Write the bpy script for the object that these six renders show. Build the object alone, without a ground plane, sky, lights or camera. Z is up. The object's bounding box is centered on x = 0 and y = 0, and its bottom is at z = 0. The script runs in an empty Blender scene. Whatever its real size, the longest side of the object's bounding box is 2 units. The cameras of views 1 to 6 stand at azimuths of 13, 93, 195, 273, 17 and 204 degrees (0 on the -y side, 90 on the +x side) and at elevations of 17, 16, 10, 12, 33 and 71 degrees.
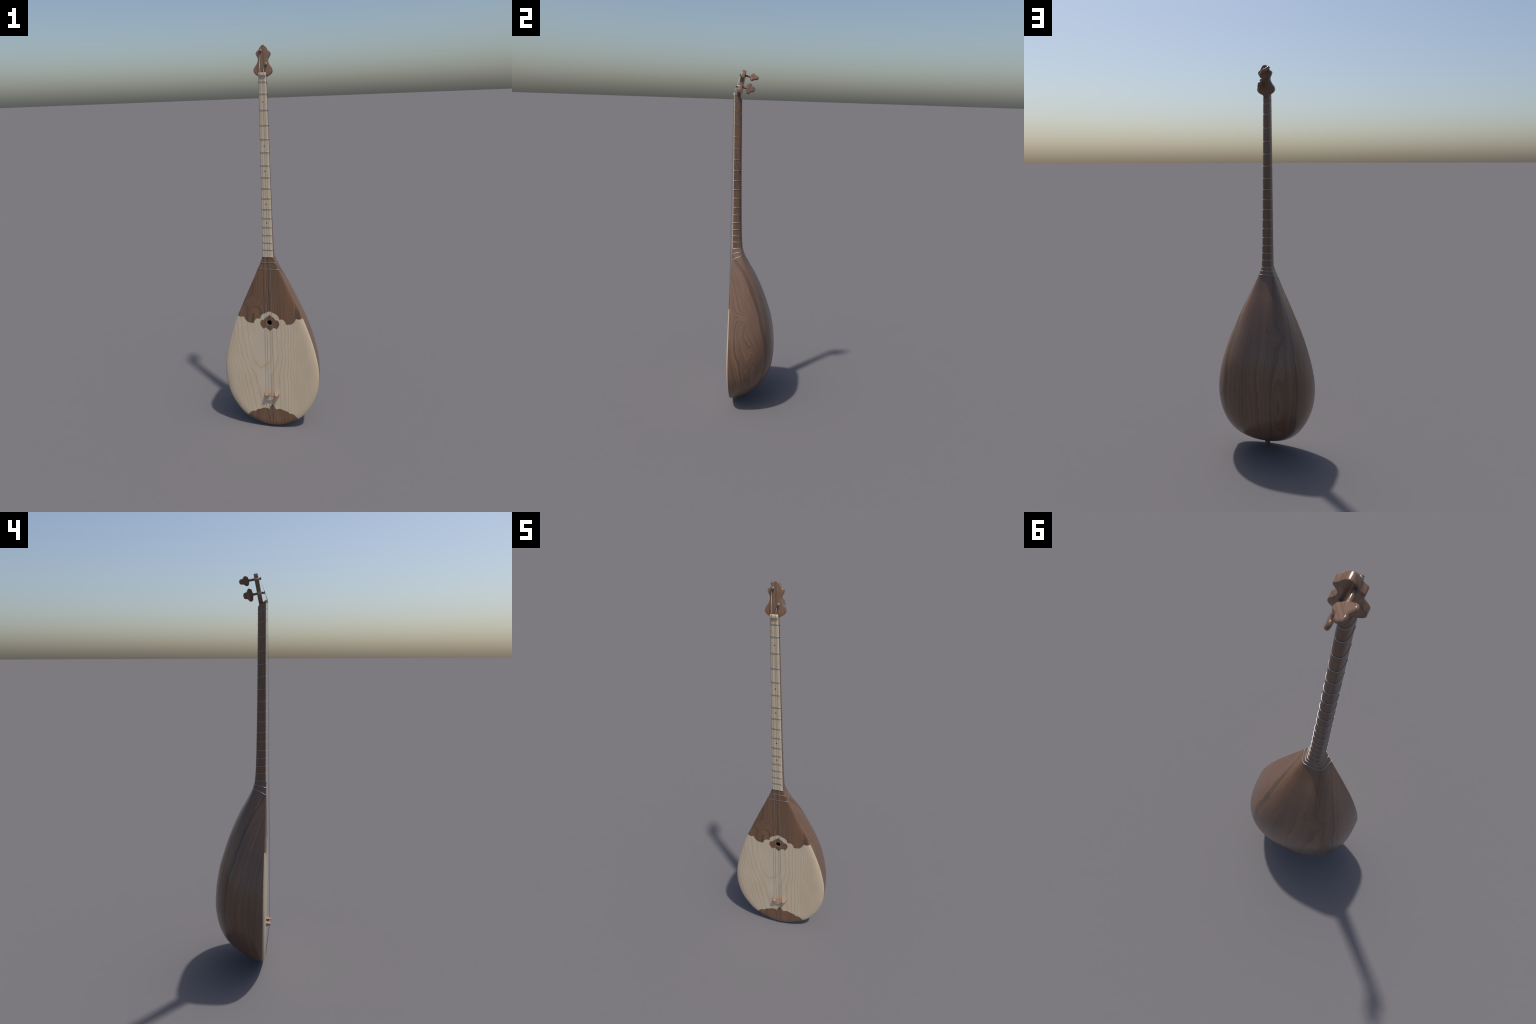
import bpy, math
import numpy as np
from mathutils import Vector, Matrix
from mathutils.geometry import delaunay_2d_cdt

# =====================================================================
#  A two-stringed long-necked lute: pear-shaped walnut bowl, pale spruce
#  soundboard with walnut veneers, tied-on wire frets, flat pegs.
#  Frame: x = across, y = depth (front is -y), z = up.  Metres.
# =====================================================================

# ---------------------------------------------------------------- curves
def pchip(xs, ys, x):
    """monotone cubic through (xs, ys)"""
    xs = np.array(xs, float); ys = np.array(ys, float)
    x = np.asarray(x, float)
    h = np.diff(xs); dl = np.diff(ys) / h
    m = np.zeros(len(xs))
    for i in range(1, len(xs) - 1):
        if dl[i - 1] * dl[i] > 0:
            a = 2 * h[i] + h[i - 1]; b = h[i] + 2 * h[i - 1]
            m[i] = (a + b) / (a / dl[i - 1] + b / dl[i])
    m[0] = dl[0]; m[-1] = dl[-1]
    i = np.clip(np.searchsorted(xs, x) - 1, 0, len(xs) - 2)
    t = (x - xs[i]) / h[i]
    return (ys[i] * (2 * t**3 - 3 * t**2 + 1) + h[i] * m[i] * (t**3 - 2 * t**2 + t)
            + ys[i + 1] * (-2 * t**3 + 3 * t**2) + h[i] * m[i + 1] * (t**3 - t**2))


def catmull(pts, per=8, closed=False):
    P = [np.array(p, float) for p in pts]
    n = len(P)
    out = []
    rng = n if closed else n - 1
    for i in range(rng):
        p1, p2 = P[i], P[(i + 1) % n]
        p0 = P[(i - 1) % n] if (closed or i > 0) else 2 * p1 - p2
        p3 = P[(i + 2) % n] if (closed or i + 2 < n) else 2 * p2 - p1
        for k in range(per):
            t = k / per
            out.append(0.5 * (2 * p1 + (p2 - p0) * t + (2 * p0 - 5 * p1 + 4 * p2 - p3) * t * t
                              + (3 * p1 - p0 - 3 * p2 + p3) * t**3))
    if not closed:
        out.append(P[-1])
    return out


def cusped(segments, per=7):
    """smooth arcs that meet in sharp cusps"""
    out = []
    for s in segments:
        c = catmull(s, per)
        out += c if not out else c[1:]
    return out


# ---------------------------------------------------------------- body laws
Z_BOT, Z_JOIN = 0.0105, 0.995
OUT_Z = [0.0105, 0.0145, 0.024, 0.04, 0.061, 0.088, 0.118, 0.16, 0.206, 0.25, 0.29, 0.33, 0.38, 0.43,
         0.49, 0.55, 0.61, 0.66, 0.71, 0.77, 0.83, 0.88, 0.933, 0.965, 0.985, 1.0, 1.03]
OUT_W = [0.0, 0.042, 0.072, 0.1066, 0.142, 0.172, 0.1945, 0.2195, 0.2375, 0.249, 0.2545, 0.2563, 0.2535,
         0.2455, 0.232, 0.2145, 0.1945, 0.175, 0.1535, 0.127, 0.100, 0.0768, 0.0535, 0.039, 0.0312,
         0.0272, 0.0255]
def half_width(z):
    # close to the bottom the outline is round: w grows with the root of the height
    z = np.asarray(z, float)
    w = pchip(OUT_Z, OUT_W, z)
    low = 0.0425 * np.sqrt(np.maximum(z - Z_BOT, 0) / 0.004)
    return np.where(z < 0.0145, low, w)
def rim_y(z):
    return np.interp(z, [0.0, 0.14, .3, .47, .53, .65, .8, .93, 1.0],
                     [-.109, -.1095, -.1113, -.1125, -.1133, -.1160, -.119, -.121, -.1215])
BACK_Z = [0.0105, 0.02, 0.045, 0.08, 0.13, 0.2, 0.27, 0.34, 0.42, 0.52, 0.62, 0.72, 0.82, 0.9, 0.953, 1.0, 1.04]
BACK_Y = [-0.109, -0.090, -0.0385, 0.0145, 0.0755, 0.1192, 0.1375, 0.1439, 0.1389, 0.1234, 0.0953, 0.0595,
          0.0145, -0.0290, -0.0540, -0.0655, -0.0688]
def back_y(z):
    return pchip(BACK_Z, BACK_Y, z)
def squareness(z):
    return np.interp(z, [0.0105, 0.1, 0.3, 0.5, 0.7, 0.85, 0.95, 1.03],
                     [2.0, 2.12, 2.53, 3.10, 3.38, 4.5, 5.4, 5.4])
def front_y(z):
    return np.interp(z, [0.0, .0126, .12, .25, .37, .45, .62, .9, 1.0],
                     [-.1180, -.1185, -.1213, -.1236, -.1252, -.1253, -.1246, -.1232, -.1225])

def bowl_point(z, th, grow=0.0):
    n = squareness(z); w = half_width(z) + grow; r = rim_y(z); b = back_y(z) + grow
    c, s = np.cos(th), np.sin(th)
    return np.stack([w * np.sign(c) * np.abs(c)**(2 / n), r + (b - r) * np.abs(s)**(2 / n),
                     z + 0 * c], -1)

# neck
def neck_w(z):
    return np.interp(z, [.995, 1.03, 1.073, 1.34, 1.58, 1.645, 1.84, 1.876],
                     [.0272, .0262, .0256, .0230, .0208, .0203, .0186, .0172])
def neck_back(z):
    return pchip([.995, 1.04, 1.062, 1.15, 1.3, 1.5, 1.7, 1.83, 1.88],
                 [-.0648, -.0686, -.0698, -.0723, -.0755, -.0785, -.0803, -.0818, -.082], z)
def neck_sq(z):
    return np.interp(z, [.995, 1.05, 1.15, 1.4, 1.9], [5.4, 4.6, 3.8, 3.3, 3.0])
NECK_FRONT, BOARD_FRONT = -.1192, -.1227

# ---------------------------------------------------------------- scene helpers
def new_object(name, verts, faces, mat, parent=None, smooth=True, normals=None, sharp=None):
    me = bpy.data.meshes.new(name)
    me.from_pydata([tuple(map(float, v)) for v in verts], [], [tuple(map(int, f)) for f in faces])
    me.update()
    if smooth:
        me.polygons.foreach_set("use_smooth", [True] * len(me.polygons))
    if sharp is not None:
        me.set_sharp_from_angle(angle=math.radians(sharp))
    if normals is not None:
        me.normals_split_custom_set_from_vertices([tuple(map(float, n)) for n in normals])
    me.materials.append(mat)
    ob = bpy.data.objects.new(name, me)
    bpy.context.collection.objects.link(ob)
    if parent is not None:
        ob.parent = parent
    return ob


def grid_faces(nr, nc, closed_c=False, flip=False):
    f = []
    for i in range(nr - 1):
        for j in range(nc if closed_c else nc - 1):
            k = (j + 1) % nc
            q = (i * nc + j, i * nc + k, (i + 1) * nc + k, (i + 1) * nc + j)
            f.append(q[::-1] if flip else q)
    return f


def tube(path, radius, sides=8, closed=False):
    """round wire along a polyline (parallel transport frames)"""
    P = [Vector(p) for p in path]
    n = len(P)
    T = []
    for i in range(n):
        a = P[(i - 1) % n] if (closed or i > 0) else P[i]
        b = P[(i + 1) % n] if (closed or i < n - 1) else P[i]
        T.append((b - a).normalized())
    up = T[0].orthogonal().normalized()
    verts = []
    for i in range(n):
        up = (up - T[i] * up.dot(T[i])).normalized()
        side = T[i].cross(up)
        for k in range(sides):
            a = 2 * math.pi * k / sides
            verts.append(P[i] + (up * math.cos(a) + side * math.sin(a)) * radius)
    faces = grid_faces(n, sides, True)
    if closed:
        # close with the best twist
        base = (n - 1) * sides
        best = min(range(sides), key=lambda s: (verts[base] - verts[s]).length)
        for k in range(sides):
            k2 = (k + 1) % sides
            faces.append((base + k, base + k2, (best + k2) % sides, (best + k) % sides))
    else:
        faces.append(tuple(range(sides))[::-1])
        faces.append(tuple((n - 1) * sides + k for k in range(sides)))
    return verts, faces


def slab(outline, thick, bevel, origin, ax, ay, an, steps=5, bevel_n=None):
    """closed 2D outline (counter-clockwise) made into a plate with rounded edges.
       ax, ay span the plate, an points out of its first face"""
    O = np.array([np.array(p, float) for p in outline])
    n = len(O)
    t = np.roll(O, -1, 0) - np.roll(O, 1, 0)
    t /= np.linalg.norm(t, axis=1)[:, None]
    nr = np.stack([t[:, 1], -t[:, 0]], 1)
    bn = bevel if bevel_n is None else bevel_n
    prof = []
    for k in range(steps + 1):
        a = math.pi / 2 * k / steps
        prof.append((bevel * (1 - math.sin(a)), thick / 2 - bn * (1 - math.cos(a))))
    prof = prof + [(d, -h) for d, h in prof[::-1]]
    ax, ay, an, origin = map(lambda v: np.array(v, float), (ax, ay, an, origin))
    verts = []
    for d, h in prof:
        for p in O - nr * d:
            verts.append(origin + ax * p[0] + ay * p[1] + an * h)
    m = len(prof)
    faces = grid_faces(m, n, True, flip=True)
    faces.append(tuple(range(n)))
    faces.append(tuple((m - 1) * n + k for k in range(n))[::-1])
    return verts, faces


def lathe(profile, origin, axis, sides=28):
    A = Vector(axis).normalized(); U = A.orthogonal().normalized(); V = A.cross(U)
    verts = []
    for s, r in profile:
        for k in range(sides):
            a = 2 * math.pi * k / sides
            verts.append(Vector(origin) + A * s + (U * math.cos(a) + V * math.sin(a)) * r)
    n = len(profile)
    faces = grid_faces(n, sides, True)
    faces.append(tuple(range(sides))[::-1])
    faces.append(tuple((n - 1) * sides + k for k in range(sides)))
    return verts, faces


# ---------------------------------------------------------------- material maths
class Ex:
    """a value socket that can be used in arithmetic"""
    def __init__(self, tree, sock):
        self.t, self.s = tree, sock
    def op(self, o, *args):
        n = self.t.nodes.new('ShaderNodeMath'); n.operation = o
        for i, a in enumerate((self,) + args):
            if isinstance(a, Ex):
                self.t.links.new(a.s, n.inputs[i])
            else:
                n.inputs[i].default_value = float(a)
        return Ex(self.t, n.outputs[0])
    def __add__(self, o): return self.op('ADD', o)
    def __sub__(self, o): return self.op('SUBTRACT', o)
    def __mul__(self, o): return self.op('MULTIPLY', o)
    def __truediv__(self, o): return self.op('DIVIDE', o)
    __radd__ = __add__
    __rmul__ = __mul__
    def __rsub__(self, o): return self.op('MULTIPLY', -1.0).op('ADD', o)
    def __pow__(self, o): return self.op('POWER', o)
    def abs(self): return self.op('ABSOLUTE')
    def sqrt(self): return self.op('SQRT')
    def exp(self): return self.op('EXPONENT')
    def max(self, o): return self.op('MAXIMUM', o)
    def fract(self): return self.op('FRACT')
    def atan2(self, o): return self.op('ARCTAN2', o)
    def step(self, lo, hi):
        """0 at lo, 1 at hi, smooth"""
        n = self.t.nodes.new('ShaderNodeMapRange'); n.interpolation_type = 'SMOOTHSTEP'
        self.t.links.new(self.s, n.inputs[0])
        if lo < hi:
            n.inputs[1].default_value, n.inputs[2].default_value = lo, hi
            n.inputs[3].default_value, n.inputs[4].default_value = 0, 1
        else:
            n.inputs[1].default_value, n.inputs[2].default_value = hi, lo
            n.inputs[3].default_value, n.inputs[4].default_value = 1, 0
        return Ex(self.t, n.outputs[0])


class Mat:
    def __init__(self, name):
        self.m = bpy.data.materials.new(name); self.m.use_nodes = True
        self.t = self.m.node_tree
        self.b = self.t.nodes['Principled BSDF']
        tc = self.t.nodes.new('ShaderNodeTexCoord')
        sep = self.t.nodes.new('ShaderNodeSeparateXYZ')
        self.t.links.new(tc.outputs['Object'], sep.inputs[0])
        self.x, self.y, self.z = (Ex(self.t, sep.outputs[i]) for i in range(3))
    def vec(self, a, b, c):
        n = self.t.nodes.new('ShaderNodeCombineXYZ')
        for i, v in enumerate((a, b, c)):
            if isinstance(v, Ex): self.t.links.new(v.s, n.inputs[i])
            else: n.inputs[i].default_value = v
        return n.outputs[0]
    def noise(self, vec, scale=1.0, detail=2.0, rough=0.5):
        n = self.t.nodes.new('ShaderNodeTexNoise')
        self.t.links.new(vec, n.inputs['Vector'])
        n.inputs['Scale'].default_value = scale
        n.inputs['Detail'].default_value = detail
        n.inputs['Roughness'].default_value = rough
        return Ex(self.t, n.outputs[0])
    def ramp(self, fac, stops):
        n = self.t.nodes.new('ShaderNodeValToRGB')
        e = n.color_ramp.elements
        while len(e) < len(stops): e.new(0.5)
        for k, (p, c) in zip(e, stops):
            k.position = p; k.color = (*c, 1)
        self.t.links.new(fac.s, n.inputs[0])
        return n.outputs[0]
    def mix(self, fac, a, b, blend='MIX'):
        n = self.t.nodes.new('ShaderNodeMix'); n.data_type = 'RGBA'; n.blend_type = blend
        if isinstance(fac, Ex): self.t.links.new(fac.s, n.inputs[0])
        else: n.inputs[0].default_value = fac
        for i, v in ((6, a), (7, b)):
            if isinstance(v, tuple): n.inputs[i].default_value = (*v, 1)
            else: self.t.links.new(v, n.inputs[i])
        return n.outputs[2]
    def finish(self, color, rough, metal=0.0, bump=None, bump_strength=0.1, bump_dist=0.0005, spec=0.5):
        if isinstance(color, tuple): self.b.inputs['Base Color'].default_value = (*color, 1)
        else: self.t.links.new(color, self.b.inputs['Base Color'])
        if isinstance(rough, Ex): self.t.links.new(rough.s, self.b.inputs['Roughness'])
        else: self.b.inputs['Roughness'].default_value = rough
        self.b.inputs['Metallic'].default_value = metal
        self.b.inputs['Specular IOR Level'].default_value = spec
        if bump is not None:
            n = self.t.nodes.new('ShaderNodeBump')
            n.inputs['Strength'].default_value = bump_strength
            n.inputs['Distance'].default_value = bump_dist
            self.t.links.new(bump.s, n.inputs['Height'])
            self.t.links.new(n.outputs[0], self.b.inputs['Normal'])
        return self.m


def gauss(u, v, u0, v0, su, sv):
    a = (u - u0) * (1 / su); b = (v - v0) * (1 / sv)
    return ((a * a + b * b) * -1.0).exp()


W_DARK, W_MID, W_RED, W_PALE = (.078, .046, .032), (.112, .066, .042), (.186, .096, .055), (.198, .118, .071)

def walnut(name, kind, rough=0.36, spec=0.5, tint=1.0, grain=1.0, contrast=1.2, coat=0.0):
    """figured walnut.  kind: 'bowl' runs from neck to tail round the back, 'front' is a flat panel,
       'bar' runs along a stick"""
    M = Mat(name)
    x, y, z = M.x, M.y, M.z
    if kind == 'bowl':
        u = x.atan2(y + 0.20)
        amp = 0.20
        knots = [(.80, .62, .13, .028, .26), (-.355, .67, .13, .028, .26)]
        arches = [(.75, .30, .10, .17, .24), (-.32, .33, .09, .17, -.24), (1.15, .45, .2, .2, -.12)]
    elif kind == 'front':
        u = x * 3.4
        knots = [(-.104 * 3.4, .748, .14, .024, .23)]
        arches = [(-.098 * 3.4, .64, .10, .09, .15), (-.09, .06, .12, .06, .12)]
    else:
        u = x * 3.4 + y * 2.3
        knots = []
        arches = [(-.3, 1.73, .1, .06, .1), (-.25, 1.35, .1, .1, .14)]
    warp = M.noise(M.vec(u * 2.2, 0.0, z * 3.0), 1.0, 2.0) - 0.5
    wig = M.noise(M.vec(u * 5.0, 3.0, z * 14.0), 1.0, 2.0) - 0.5
    ripple = M.noise(M.vec(u * 16.0, 8.0, z * 26.0), 1.0, 2.0) - 0.5
    s = u + warp * 0.18 + wig * 0.045 + ripple * 0.022
    for a in arches:
        s = s + gauss(u, z, *a[:4]) * a[4]
    for k in knots:
        s = s + gauss(u, z, *k[:4]) * k[4]
    if kind == 'bar':
        s = u + warp * 0.25 + wig * 0.06
    bands = M.noise(M.vec(s * (9.0 * grain), 1.0, z * 0.35), 1.0, 2.5, 0.55)
    streak = M.noise(M.vec(s * (34.0 * grain), 5.0, z * 0.9), 1.0, 2.0, 0.55)
    fibre = M.noise(M.vec(s * 190.0, 2.0, z * 9.0), 1.0, 1.0)
    f = (bands * 0.44 + streak * 0.58 + fibre * 0.12 - 0.57) * contrast + 0.52
    t = lambda c: tuple(v * tint * k for v, k in zip(c, (0.99, 1.0, 1.0)))
    col = M.ramp(f, [(.30, t(W_DARK)), (.44, t(W_MID)), (.54, t(W_RED)), (.62, t(W_MID)), (.74, t(W_PALE))])
    # narrow dark vein lines
    vein = (streak - 0.36).abs().step(0.035, 0.0)
    col = M.mix(vein * (0.30 * contrast), col, t((.075, .044, .031)))
    M.b.inputs['Coat Weight'].default_value = coat           # thin lacquer
    M.b.inputs['Coat Roughness'].default_value = 0.25
    return M.finish(col, rough, bump=fibre, bump_strength=0.05, spec=spec)


def spruce_board(name):
    """flat-sawn softwood: growth rings cut as a tall U left of the middle, tight straight lines to the right"""
    M = Mat(name)
    x, z = M.x, M.z
    wob = M.noise(M.vec(x * 6.0, 0.0, z * 17.0), 1.0, 3.0, 0.55) - 0.5
    drift = M.noise(M.vec(x * 4.0, 4.0, z * 4.0), 1.0, 1.0) - 0.5
    jag = M.noise(M.vec(x * 10.0, 5.0, z * 48.0), 1.0, 2.0) - 0.5
    xr = x + wob * 0.018 + drift * 0.02 + jag * 0.0045
    dx = xr + 0.058
    below = (0.536 - z).max(0.0)
    left = (below * 0.17 - dx).max(0.0)
    rite = (dx + 0.0).max(0.0)
    base = (below * 0.40).op('MINIMUM', 0.082)
    r = (left ** 3 + rite ** 3 + base ** 3 + 1e-6) ** (1 / 3)
    ring = (r * (1 / .066)) ** 1.9
    tight = (r - 0.20).max(0.0)
    ring = ring + tight * tight * 420.0 + (M.noise(M.vec(x * 11.0, 6.0, z * 1.5), 1.0, 1.0) - 0.5) * 0.9
    off = (ring.fract() - 0.5).abs() * -1.0 + 0.5           # 0 on a ring
    dist = off * r / ring * (1 / 1.9)
    fade = M.noise(M.vec(x * 9.0, 2.0, z * 9.0), 1.0, 2.0)
    heart = r.step(.046, .054)                              # no rings in the heart
    line = dist.step(.0026, .0006) * (fade * 0.9 + 0.35) * heart
    soft = dist.step(.008, .0) * 0.28 * heart
    cloud = M.noise(M.vec(x * 14.0, 7.0, z * 6.0), 1.0, 3.0)
    fibre = M.noise(M.vec(x * 420.0, 1.0, z * 24.0), 1.0, 1.0)
    col = M.ramp(cloud * 0.75 + fibre * 0.25, [(.3, (.490, .405, .300)), (.7, (.555, .468, .360))])
    col = M.mix(soft, col, (.47, .37, .235))
    col = M.mix(line * (0.58 - r.step(.16, .24) * 0.22), col, (.45, .295, .14))
    return M.finish(col, 0.42, bump=fibre, bump_strength=0.03)


def maple_fingerboard(name):
    M = Mat(name)
    x, z = M.x, M.z
    cloud = M.noise(M.vec(x * 30.0, 7.0, z * 11.0), 1.0, 3.0)
    fibre = M.noise(M.vec(x * 500.0, 1.0, z * 14.0), 1.0, 1.0)
    arc = z - x * x * 18.0
    stain = M.noise(M.vec(x * 20.0, 9.0, arc * 21.0), 1.0, 2.0, 0.6)
    streak = M.noise(M.vec(x * 130.0, 4.0, z * 5.0), 1.0, 2.0)
    col = M.ramp(cloud * 0.7 + fibre * 0.3, [(.3, (.485, .395, .28)), (.7, (.55, .462, .34))])
    col = M.mix(stain.step(.56, .72) * 0.60, col, (.47, .32, .155))
    col = M.mix(streak.step(.62, .76) * 0.25, col, (.44, .315, .17))
    return M.finish(col, 0.4, bump=fibre, bump_strength=0.03)


def plain(name, base, rough, metal=0.0, vary=0.12, scale=60.0, spec=0.5):
    M = Mat(name)
    n = M.noise(M.vec(M.x * scale, M.y * scale, M.z * scale * 0.35), 1.0, 2.0)
    col = M.ramp(n, [(.3, tuple(c * (1 - vary) for c in base)), (.7, tuple(c * (1 + vary) for c in base))])
    return M.finish(col, rough, metal, spec=spec)


mat_bowl = walnut('walnut_bowl', 'bowl', rough=0.31, tint=1.07, contrast=1.15, coat=0.3)
mat_veneer = walnut('walnut_veneer', 'front', rough=0.33, tint=1.04, contrast=1.25)
mat_neck = walnut('walnut_neck', 'bar', rough=0.36, grain=1.4, tint=1.03, contrast=1.1, coat=0.2)
mat_head = walnut('walnut_polished', 'bar', rough=0.22, tint=1.02, grain=1.1, contrast=0.95, coat=0.3)
mat_board = spruce_board('pale_spruce')
mat_finger = maple_fingerboard('pale_maple')
mat_nut = plain('bone_pale_wood', (.53, .43, .32), 0.4)
mat_metal = plain('steel_wire', (.42, .42, .43), 0.38, 0.95, 0.05)
mat_bridge = plain('orange_maple', (.31, .190, .118), 0.35, vary=0.22, scale=170.0)
mat_string = plain('string_wire', (.40, .40, .41), 0.5, 0.9, 0.05)
mat_dot = plain('dark_inlay_wood', (.075, .03, .02), 0.45)
mat_hole = plain('cut_wood_edge', (.30, .20, .15), 0.4)
mat_black = plain('matte_black', (.004, .004, .004), 0.9, spec=0.1)
mat_pin = plain('tail_pin_wood', (.16, .10, .065), 0.4)

# ---------------------------------------------------------------- root
root = bpy.data.objects.new('long_necked_lute', None)
bpy.context.collection.objects.link(root)
root['label'] = 'long-necked two-string lute with walnut pear bowl and pale top'
root['category'] = 'string instrument'

# ---------------------------------------------------------------- bowl
NT, NS = 97, 300
tt = np.linspace(0, 1, NS)
zs = Z_BOT + (Z_JOIN - Z_BOT) * (0.55 * tt**2.0 + 0.45 * tt)
zs = zs[1:]                                            # the very first slice is one point
ang = np.linspace(0, math.pi, NT)
# more samples near the rim, where a squarish section bends fast
rows = [bowl_point(np.full(NT, z), ang) for z in zs]
verts = [np.array([0, rim_y(Z_BOT), Z_BOT])] + [p for r in rows for p in r]
faces = [tuple(1 + i for i in f) for f in grid_faces(len(rows), NT, flip=True)]
faces += [(0, 1 + j, 2 + j) for j in range(NT - 1)]
bowl = new_object('sound_bowl', verts, faces, mat_bowl, root)

# ---------------------------------------------------------------- soundboard and veneers
right = np.array([r[0][[0, 2]] for r in rows])          # rim on the +x side, bottom to top
outline = np.concatenate([right[::-1] * [-1, 1], [[0, Z_BOT]], right])   # open at the neck end
closed_outline = outline

UPPER = cusped([
    [(.300, .690), (.215, .679), (.172, .6663), (.156, .6613), (.1383, .6642)],
    [(.1383, .6642), (.130, .6470), (.1165, .6340), (.1000, .6300), (.0857, .6292)],
    [(.0857, .6292), (.0820, .6425), (.0735, .6530), (.0630, .6570), (.0505, .6548)],
    [(.0505, .6548), (.0463, .6700), (.0385, .6810), (.0210, .6900), (0, .7001)]])
LOWER = cusped([
    [(.190, .010), (.1600, .042), (.1395, .0670), (.1243, .0863), (.1125, .0947), (.0945, .0970)],
    [(.0945, .0970), (.0850, .1073), (.0665, .1132), (.0478, .1215), (.0340, .1212), (.0192, .1163)],
    [(.0192, .1163), (.0122, .1318), (0, .1475)]])
ROSETTE = cusped([
    [(0, .6810), (.0090, .6722), (.0222, .6636), (.0297, .6515)],
    [(.0297, .6515), (.0437, .6487), (.0508, .6315), (.0470, .6170), (.0355, .5994)],
    [(.0355, .5994), (.0245, .6069), (.0125, .6005), (0, .5873)]])
def mirrored(half):
    return half + [np.array([-p[0], p[1]]) for p in half[::-1][1:]]
upper_line = mirrored(UPPER)
lower_line = mirrored(LOWER)
rosette_poly = mirrored(ROSETTE)[:-1]
HOLE_C, HOLE_R = np.array([0.0, .6355]), .0147
hole_poly = [HOLE_C + HOLE_R * np.array([math.cos(a), math.sin(a)]) for a in np.linspace(0, 2 * math.pi, 48, endpoint=False)]
upper_poly = upper_line + [np.array([-.3, 1.1]), np.array([.3, 1.1])]
lower_poly = lower_line + [np.array([-.3, -.1]), np.array([.3, -.1])]

def inside(poly, P):
    poly = np.array(poly); P = np.atleast_2d(P)
    x, y = P[:, 0], P[:, 1]
    c = np.zeros(len(P), bool)
    a = poly; b = np.roll(poly, -1, 0)
    for (x1, y1), (x2, y2) in zip(a, b):
        if y1 == y2: continue
        hit = (y1 > y) != (y2 > y)
        c ^= hit & (x < (x2 - x1) * (y - y1) / (y2 - y1) + x1)
    return c

seg_a, seg_b = outline[:-1], outline[1:]
def rim_distance(P):
    """distance to the open rim, and outward direction"""
    best = np.full(len(P), 1e9); out = np.zeros((len(P), 2))
    for a, b in zip(seg_a, seg_b):
        d = b - a; L2 = d @ d
        t = np.clip(((P - a) @ d) / L2, 0, 1)
        q = a + t[:, None] * d
        v = P - q; D = np.sqrt((v**2).sum(1))
        k = D < best
        best[k] = D[k]
        nrm = np.array([d[1], -d[0]]) / math.sqrt(L2)
        out[k] = nrm
    return best, out

def roll_r(z):
    return np.interp(z, [0, .08, .2, .45, .6, .8, .93, 1.0], [.034, .038, .046, .048, .038, .020, .007, .003])
def board_height(P):
    d, out = rim_distance(P)
    z = P[:, 1]
    r = roll_r(z); h = rim_y(z) - front_y(z)
    t = np.clip(d / r, 0, 1)
    sn = np.sqrt(1 - (1 - t)**2); cs = 1 - t
    y = rim_y(z) - h * sn
    n = np.stack([out[:, 0] * cs * h, -sn * r, out[:, 1] * cs * h], 1)
    n /= np.maximum(np.linalg.norm(n, axis=1), 1e-9)[:, None]
    return y, n

pts, edges = [], []
def add_chain(chain, closed):
    base = len(pts)
    pts.extend([tuple(p) for p in chain])
    k = len(chain)
    for i in range(k if closed else k - 1):
        edges.append((base + i, base + (i + 1) % k))
add_chain(outline, True)
clip = lambda L: [p for p in L]
add_chain(upper_line, False); add_chain(lower_line, False)
add_chain(rosette_poly, True); add_chain(hole_poly, True)
# rings that follow the rolled edge
tan = np.gradient(outline, axis=0); tan /= np.linalg.norm(tan, axis=1)[:, None]
onr = np.stack([tan[:, 1], -tan[:, 0]], 1)
for a in np.radians([8, 17, 26, 36, 47, 59, 73, 90]):
    q = outline - onr * (roll_r(outline[:, 1]) * (1 - math.cos(a)))[:, None]
    d, _ = rim_distance(q)
    ok = d > 0.9 * roll_r(outline[:, 1]) * (1 - math.cos(a))
    pts.extend([tuple(p) for p in q[ok]])
gx, gz = np.meshgrid(np.arange(-.25, .2501, .0085), np.arange(.015, .993, .0085))
G = np.stack([gx.ravel() + 0.0043 * (np.arange(gx.size) // gx.shape[1] % 2), gz.ravel()], 1)
G = G[inside(closed_outline, G)]
d, _ = rim_distance(G)
G = G[d > roll_r(G[:, 1]) * 1.02]
pts.extend([tuple(p) for p in G])
res = delaunay_2d_cdt([Vector(p) for p in pts], edges, [], 0, 1e-6)
V2 = np.array([[v.x, v.y] for v in res[0]]); T = np.array([f for f in res[2]])
cen = V2[T].mean(1)
keep = inside(closed_outline, cen) & ~inside(hole_poly, cen)
T, cen = T[keep], cen[keep]
in_up = inside(upper_poly, cen); in_low = inside(lower_poly, cen); in_ros = inside(rosette_poly, cen)
Y, NRM = board_height(V2)
V3 = np.stack([V2[:, 0], Y, V2[:, 1]], 1)
def board_piece(name, mask, mat):
    tri = T[mask]
    used = np.unique(tri); remap = -np.ones(len(V3), int); remap[used] = np.arange(len(used))
    tri = remap[tri]; v = V3[used]
    # wind so that the face looks to -y
    e1 = v[tri[:, 1]] - v[tri[:, 0]]; e2 = v[tri[:, 2]] - v[tri[:, 0]]
    flip = np.cross(e1, e2)[:, 1] > 0
    tri[flip] = tri[flip][:, ::-1]
    return new_object(name, v, tri, mat, root, normals=NRM[used])
board_piece('soundboard', ~(in_up | in_low | in_ros), mat_board)
board_piece('veneer', in_up & ~in_ros, mat_veneer)
board_piece('veneer', in_low, mat_veneer)
board_piece('rosette', in_ros, mat_veneer)

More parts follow.
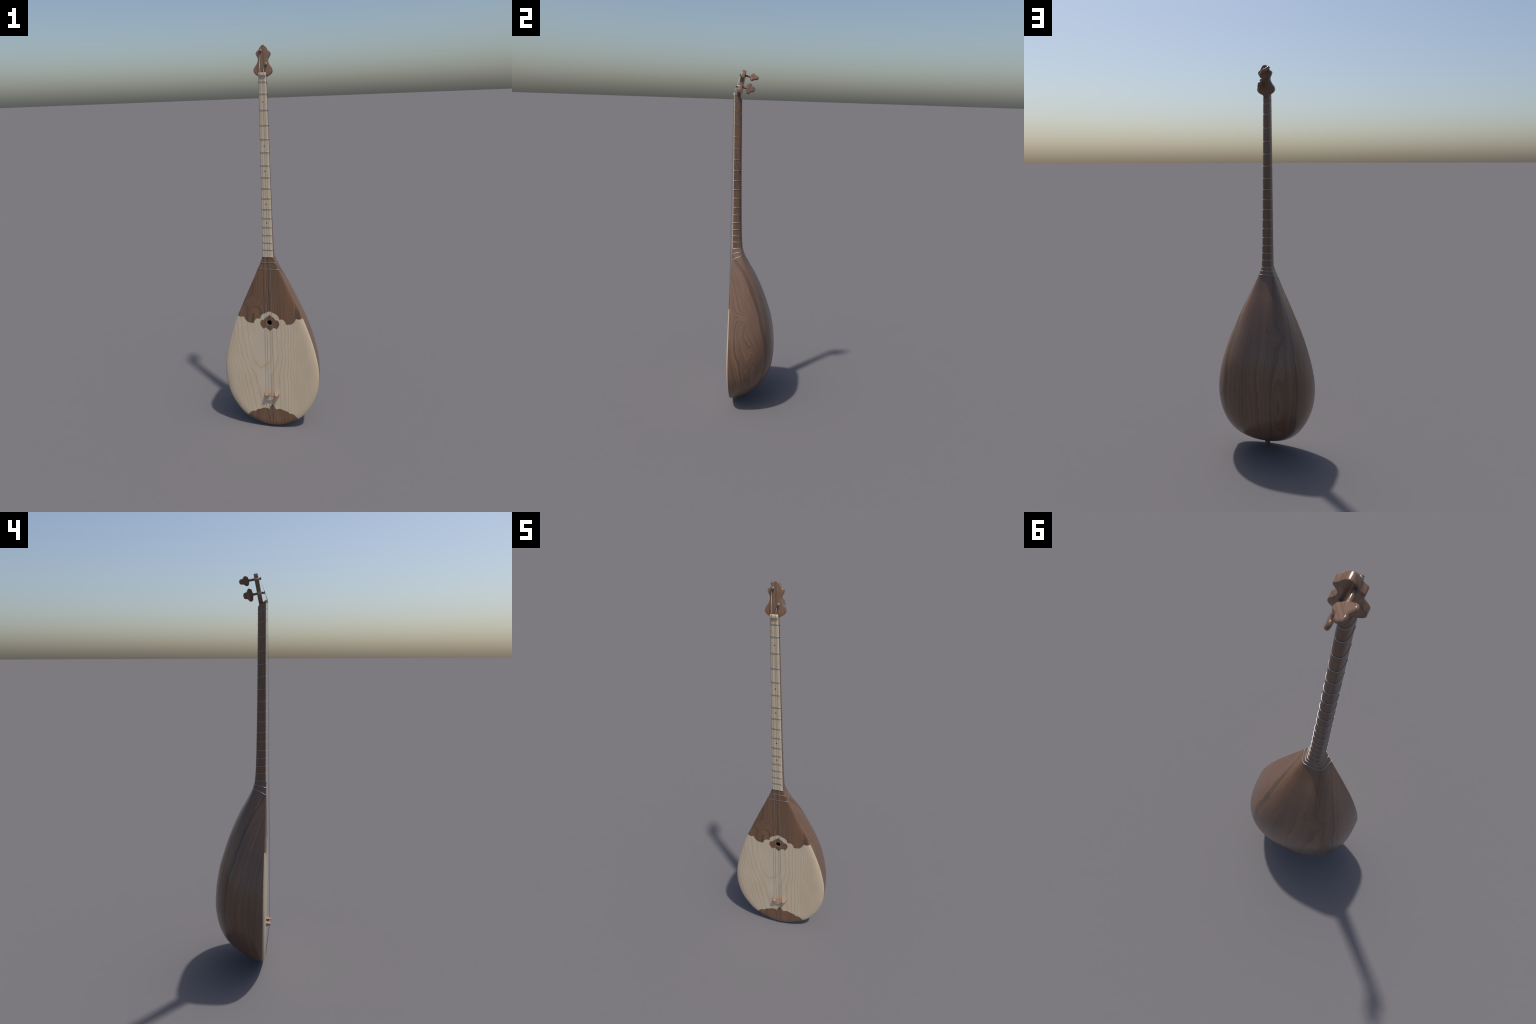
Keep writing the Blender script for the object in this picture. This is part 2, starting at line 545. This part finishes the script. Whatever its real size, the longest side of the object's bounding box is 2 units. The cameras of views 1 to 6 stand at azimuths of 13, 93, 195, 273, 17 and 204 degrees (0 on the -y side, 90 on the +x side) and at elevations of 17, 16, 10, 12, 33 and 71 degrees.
# sound hole: a rounded lip and a short dark wall
fy = float(front_y(HOLE_C[1]))
hv, SH = [], 48
for d, dep in [(0, 0), (.0003, .0002), (.0006, .0005), (.0008, .0010), (.0009, .0016), (.0009, .0026)]:
    for k in range(SH):
        a = 2 * math.pi * k / SH
        hv.append((HOLE_C[0] + (HOLE_R - d) * math.cos(a), fy + dep, HOLE_C[1] + (HOLE_R - d) * math.sin(a)))
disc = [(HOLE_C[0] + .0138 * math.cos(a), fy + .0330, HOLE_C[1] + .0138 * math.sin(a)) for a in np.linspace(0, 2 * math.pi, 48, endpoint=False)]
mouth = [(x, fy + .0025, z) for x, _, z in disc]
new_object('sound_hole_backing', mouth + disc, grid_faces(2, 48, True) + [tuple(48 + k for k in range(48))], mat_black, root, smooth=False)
new_object('sound_hole_lip', hv, grid_faces(6, SH, True), mat_hole, root)

# ---------------------------------------------------------------- neck
def top_z(y):
    """slanted end of the neck, rounded over at the back"""
    y = np.asarray(y, float)
    slope = 1.8745 - .6 * (y + .121)
    back = np.clip((y + .094) / .0125, 0, 1)
    return slope - 0.0135 * (1 - np.sqrt(np.maximum(1 - back**2, 0)))
NR, NC = 90, 49
a2 = np.linspace(0, math.pi, NC)
nv = []
for i in range(NR):
    t = i / (NR - 1)
    zn = Z_JOIN + (1.86 - Z_JOIN) * t
    n = float(neck_sq(zn)); w = float(neck_w(zn)); b = float(neck_back(zn))
    c, s = np.cos(a2), np.sin(a2)
    X = w * np.sign(c) * np.abs(c)**(2 / n)
    Yn = NECK_FRONT + (b - NECK_FRONT) * np.abs(s)**(2 / n)
    Z = Z_JOIN + (top_z(Yn) - Z_JOIN) * t
    nv += list(np.stack([X, Yn, Z], 1))
nf = grid_faces(NR, NC, flip=True)
for i in range(NR - 1):                                   # flat front under the fingerboard
    nf.append((i * NC, (i + 1) * NC, (i + 1) * NC + NC - 1, i * NC + NC - 1))
base = (NR - 1) * NC
for j in range(NC // 2):                                  # slanted end
    q = [base + j, base + j + 1, base + NC - 2 - j, base + NC - 1 - j]
    nf.append(q if len(set(q)) == 4 else (q[0], q[1], q[3]))
new_object('neck', nv, nf, mat_neck, root, sharp=50)

# fingerboard: thin pale slab with rounded long edges
fv = []
prof = [(1.0, NECK_FRONT + .0002)] + [(0, 0)] * 0
FZ = np.linspace(Z_JOIN + .0005, 1.8755, 40)
cross = []
for k in range(9):
    a = math.pi / 2 * k / 8
    cross.append((-.0038 * (1 - math.cos(a)), NECK_FRONT + (BOARD_FRONT - NECK_FRONT) * math.sin(a)))
NCF = 2 * len(cross)
for z in FZ:
    w = float(neck_w(z)) + .0001
    L = [(w + dx, y) for dx, y in cross]
    ring = L + [(-x, y) for x, y in L[::-1]]
    fv += [(x, y, z) for x, y in ring]
ff = grid_faces(len(FZ), NCF, True)
ff.append(tuple(range(NCF))[::-1]); ff.append(tuple((len(FZ) - 1) * NCF + k for k in range(NCF)))
new_object('fingerboard', fv, ff, mat_finger, root, sharp=50)

# round marker inlays
for z, r in [(1.747, .0027), (1.546, .0030), (1.4265, .0031), (1.2657, .0033), (1.172, .0033)]:
    v, f = lathe([(0, r), (.0006, r), (.0008, r * .9)], (0, BOARD_FRONT + .0004, z), (0, -1, 0), 20)
    new_object('inlay_dot', v, f, mat_dot, root, sharp=40)

# nut
nut = [(-.0172, -.1170), (-.0172, -.1262), (-.0160, -.1279), (-.0130, -.1287), (.0130, -.1287), (.0160, -.1279),
       (.0172, -.1262), (.0172, -.1170)]
v, f = slab(nut, .0135, .0016, (0, 0, 1.8700), (1, 0, 0), (0, 1, 0), (0, 0, 1), 4)
new_object('nut', v, f, mat_nut, root, sharp=50)

# ---------------------------------------------------------------- frets (tied wire loops)
FRET_Z = [1.838, 1.785, 1.713, 1.644, 1.5795, 1.5178, 1.4557, 1.3985, 1.345, 1.2957, 1.242, 1.1968, 1.1508,
          1.1105, 1.0713, 1.0345, .9955]
R_FRET = .0010
for zf in FRET_Z:
    drop = -.0245 * max((zf - 1.25) / .6, 0)**2 + (.003 if zf < 1.0 else 0)
    g = R_FRET * 0.8
    path = []
    w0 = float(neck_w(zf))
    for x in np.linspace(-w0 + .0015, w0 - .0015, 7):
        path.append((x, BOARD_FRONT - .0019, zf))
    for a in np.linspace(0, math.pi, 41):
        c, s = math.cos(a), math.sin(a)
        zz = zf + drop * 0.5
        n = float(neck_sq(zz)); w = float(neck_w(zz)) + g
        b = float(neck_back(zf + drop)) + g
        y0 = BOARD_FRONT + .001
        fr = abs(s)**(2 / n)
        y = y0 + (b - y0) * fr
        path.append((w * math.copysign(abs(c)**(2 / n), c), y, zf + drop * (y - BOARD_FRONT) / (b - BOARD_FRONT)))
    v, f = tube(path, R_FRET, 8, True)
    new_object('fret', v, f, mat_metal, root)
# two loops low on the shoulder of the bowl
for zf, zb in [(.9645, .9790), (.9305, .9600)]:
    g = R_FRET * 0.7
    path = []
    w0 = float(half_width(zf))
    for x in np.linspace(-w0 + .003, w0 - .003, 9):
        path.append((x, float(front_y(zf)) - g, zf))
    for a in np.linspace(0.0, math.pi, 61):
        n = 5.4
        fr = abs(math.sin(a))**(2 / n)
        z = zf + (zb - zf) * fr**0.8
        p = bowl_point(np.array(z), np.array(a), g)
        path.append(tuple(p))
    v, f = tube(path, R_FRET, 8, True)
    new_object('fret', v, f, mat_metal, root)

# ---------------------------------------------------------------- headstock
TILT = .192                                               # leans back
up = np.array([0, TILT, 1.0]); up /= np.linalg.norm(up)
out_n = np.array([0, -1.0, TILT]); out_n /= np.linalg.norm(out_n)
HZ0 = 1.8604
hy0 = -.1083
half_head = [(.0120, 1.8440), (.0130, 1.8540), (.0175, 1.8615), (.0300, 1.8678), (.0392, 1.8755), (.0440, 1.8850), (.0415, 1.8985),
             (.0316, 1.9123), (.0250, 1.9260), (.0238, 1.9390), (.0288, 1.9500), (.0338, 1.9605),
             (.0320, 1.9690), (.0232, 1.9755), (.0182, 1.9840), (.0120, 1.9925), (.0060, 1.9980), (0, 1.9993)]
ca = math.sqrt(1 + TILT**2)
hh = [(x, (z - HZ0) * ca) for x, z in half_head]
hh = [hh[0]] + list(map(tuple, catmull(hh[1:], 7)))
head_outline = hh + [(-x, s) for x, s in hh[::-1][1:]]
TH = .0205
centre = np.array([0, hy0, HZ0]) - out_n * TH / 2
v, f = slab(head_outline, TH, .0022, centre, (1, 0, 0), up, out_n, 5)
headstock = new_object('headstock', v, f, mat_head, root, sharp=60)

# ---------------------------------------------------------------- tuning pegs
A = -out_n                                                # peg axis, front to back
A = np.array([0, .985, -.172]); A /= np.linalg.norm(A)
half_knob = [(0, 0), (.0002, .0058), (.0018, .0115), (.0028, .0185), (.0052, .0258), (.0105, .0303), (.0162, .0310), (.0217, .0285),
             (.0260, .0232), (.0290, .0183), (.0325, .0160), (.0375, .0156), (.0430, .0134), (.0472, .0080), (.0487, 0)]
kc = catmull(half_knob, 5)
knob_outline = [tuple(p) for p in kc] + [(p[0], -p[1]) for p in kc[::-1][1:-1]]
knob_outline = knob_outline[::-1]
for tip, lat in [((-.0117, -.0988, 1.9745), (.043, 0, -.031)), ((.0142, -.1163, 1.9139), (.014, 0, -.055))]:
    tip = np.array(tip)
    L = np.array(lat, float); L -= A * (L @ A); L /= np.linalg.norm(L)
    N = np.cross(A, L)
    peg = bpy.data.objects.new('tuning_peg', None)
    bpy.context.collection.objects.link(peg); peg.parent = root
    v, f = lathe([(0, .0040), (.0005, .0053), (.0014, .0061), (.0038, .0063), (.0050, .0054), (.0110, .0054),
                  (.0120, .0060), (.035, .0057), (.050, .0054), (.0560, .0058), (.062, .0068), (.069, .0068), (.078, .0055), (.084, .003)], tip, A, 24)
    new_object('peg_shaft', v, f, mat_head, peg, sharp=50)
    o = tip + A * .0580
    v, f = slab(knob_outline, .0125, .0060, o, A, L, N, 7, bevel_n=.0062)
    new_object('peg_knob', v, f, mat_head, peg, sharp=70)
    # wound string end
    U = np.cross(A, [1, 0, 0]); U /= np.linalg.norm(U); W = np.cross(A, U)
    coil = []
    for k in range(4 * 18 + 1):
        a = 2 * math.pi * k / 18
        coil.append(tip + A * (.0052 + .0055 * k / 72) + (U * math.cos(a) + W * math.sin(a)) * .0062)
    v, f = tube(coil, .0009, 6)
    new_object('string_winding', v, f, mat_metal, peg)

# ---------------------------------------------------------------- strings
BR_Y = -.1420
for sgn, pegpt in [(-1, (-.0170, -.0925, 1.9715)), (1, (.0140, -.1085, 1.9085))]:
    xn = -.0083 if sgn < 0 else .0095
    xb = -.0150 if sgn < 0 else .0160
    xt = -.0087 if sgn < 0 else .0080
    nutp = (xn, -.1293, 1.8710)
    if sgn > 0: pegpt = (.0085, -.1085, 1.9115)
    path = [pegpt, (xn * .98, -.1289, 1.8762), nutp, (xn, -.1291, 1.8635),
            (xb, BR_Y, .2160), (xb, BR_Y, .2090),
            (xt, -.1212, .0330), (xt, -.1172, .0168), (xt, -.1120, .0122), (xt, -.1080, .0140)]
    # subdivide long spans lightly so the wire stays straight
    v, f = tube(path, .0009, 8)
    new_object('string', v, f, mat_string, root)

# ---------------------------------------------------------------- bridge
by = float(front_y(.212))
def bridge_block(x0b, x1b, x0t, x1t, ytop, zb0, zb1, zt0, zt1):
    yb = by + .0006
    P = [(x0b, yb, zb0), (x1b, yb, zb0), (x1b, yb, zb1), (x0b, yb, zb1),
         (x0t, ytop, zt0), (x1t, ytop, zt0), (x1t, ytop, zt1), (x0t, ytop, zt1)]
    F = [(0, 1, 2, 3), (4, 7, 6, 5), (0, 4, 5, 1), (1, 5, 6, 2), (2, 6, 7, 3), (3, 7, 4, 0)]
    return P, F
BV, BF = [], []
def join(P, F):
    o = len(BV); BV.extend(P); BF.extend([tuple(o + i for i in f) for f in F])
join(*bridge_block(-.039, -.0135, -.0330, -.0172, -.1465, .2010, .2215, .2075, .2165))
join(*bridge_block(.0140, .0400, .0190, .0340, -.1465, .2010, .2215, .2075, .2165))
# low bar that carries the strings, arched clear of the board
bar = []
NB = 13
for i in range(NB):
    t = i / (NB - 1); x = -.0178 + .0374 * t
    yo = -.1420
    yi = -.1350 - .0030 * math.sin(math.pi * t)
    for y, z in [(yo, .2068), (yo, .2162), (yi, .2172), (yi, .2060)]:
        bar.append((x, y, z))
bf = grid_faces(NB, 4, True) + [(3, 2, 1, 0), tuple((NB - 1) * 4 + k for k in range(4))]
join(bar, bf)
bridge = new_object('bridge', BV, BF, mat_bridge, root, smooth=False)
bv = bridge.modifiers.new('soft_edges', 'BEVEL'); bv.width = .0009; bv.segments = 2; bv.limit_method = 'ANGLE'

# ---------------------------------------------------------------- tail pin (the foot it stands on)
v, f = lathe([(0, .0120), (.0008, .0132), (.003, .0138), (.030, .0140)], (0.001, -.0850, 0.0), (0, 0, 1), 32)
new_object('tail_pin', v, f, mat_pin, root, sharp=50)
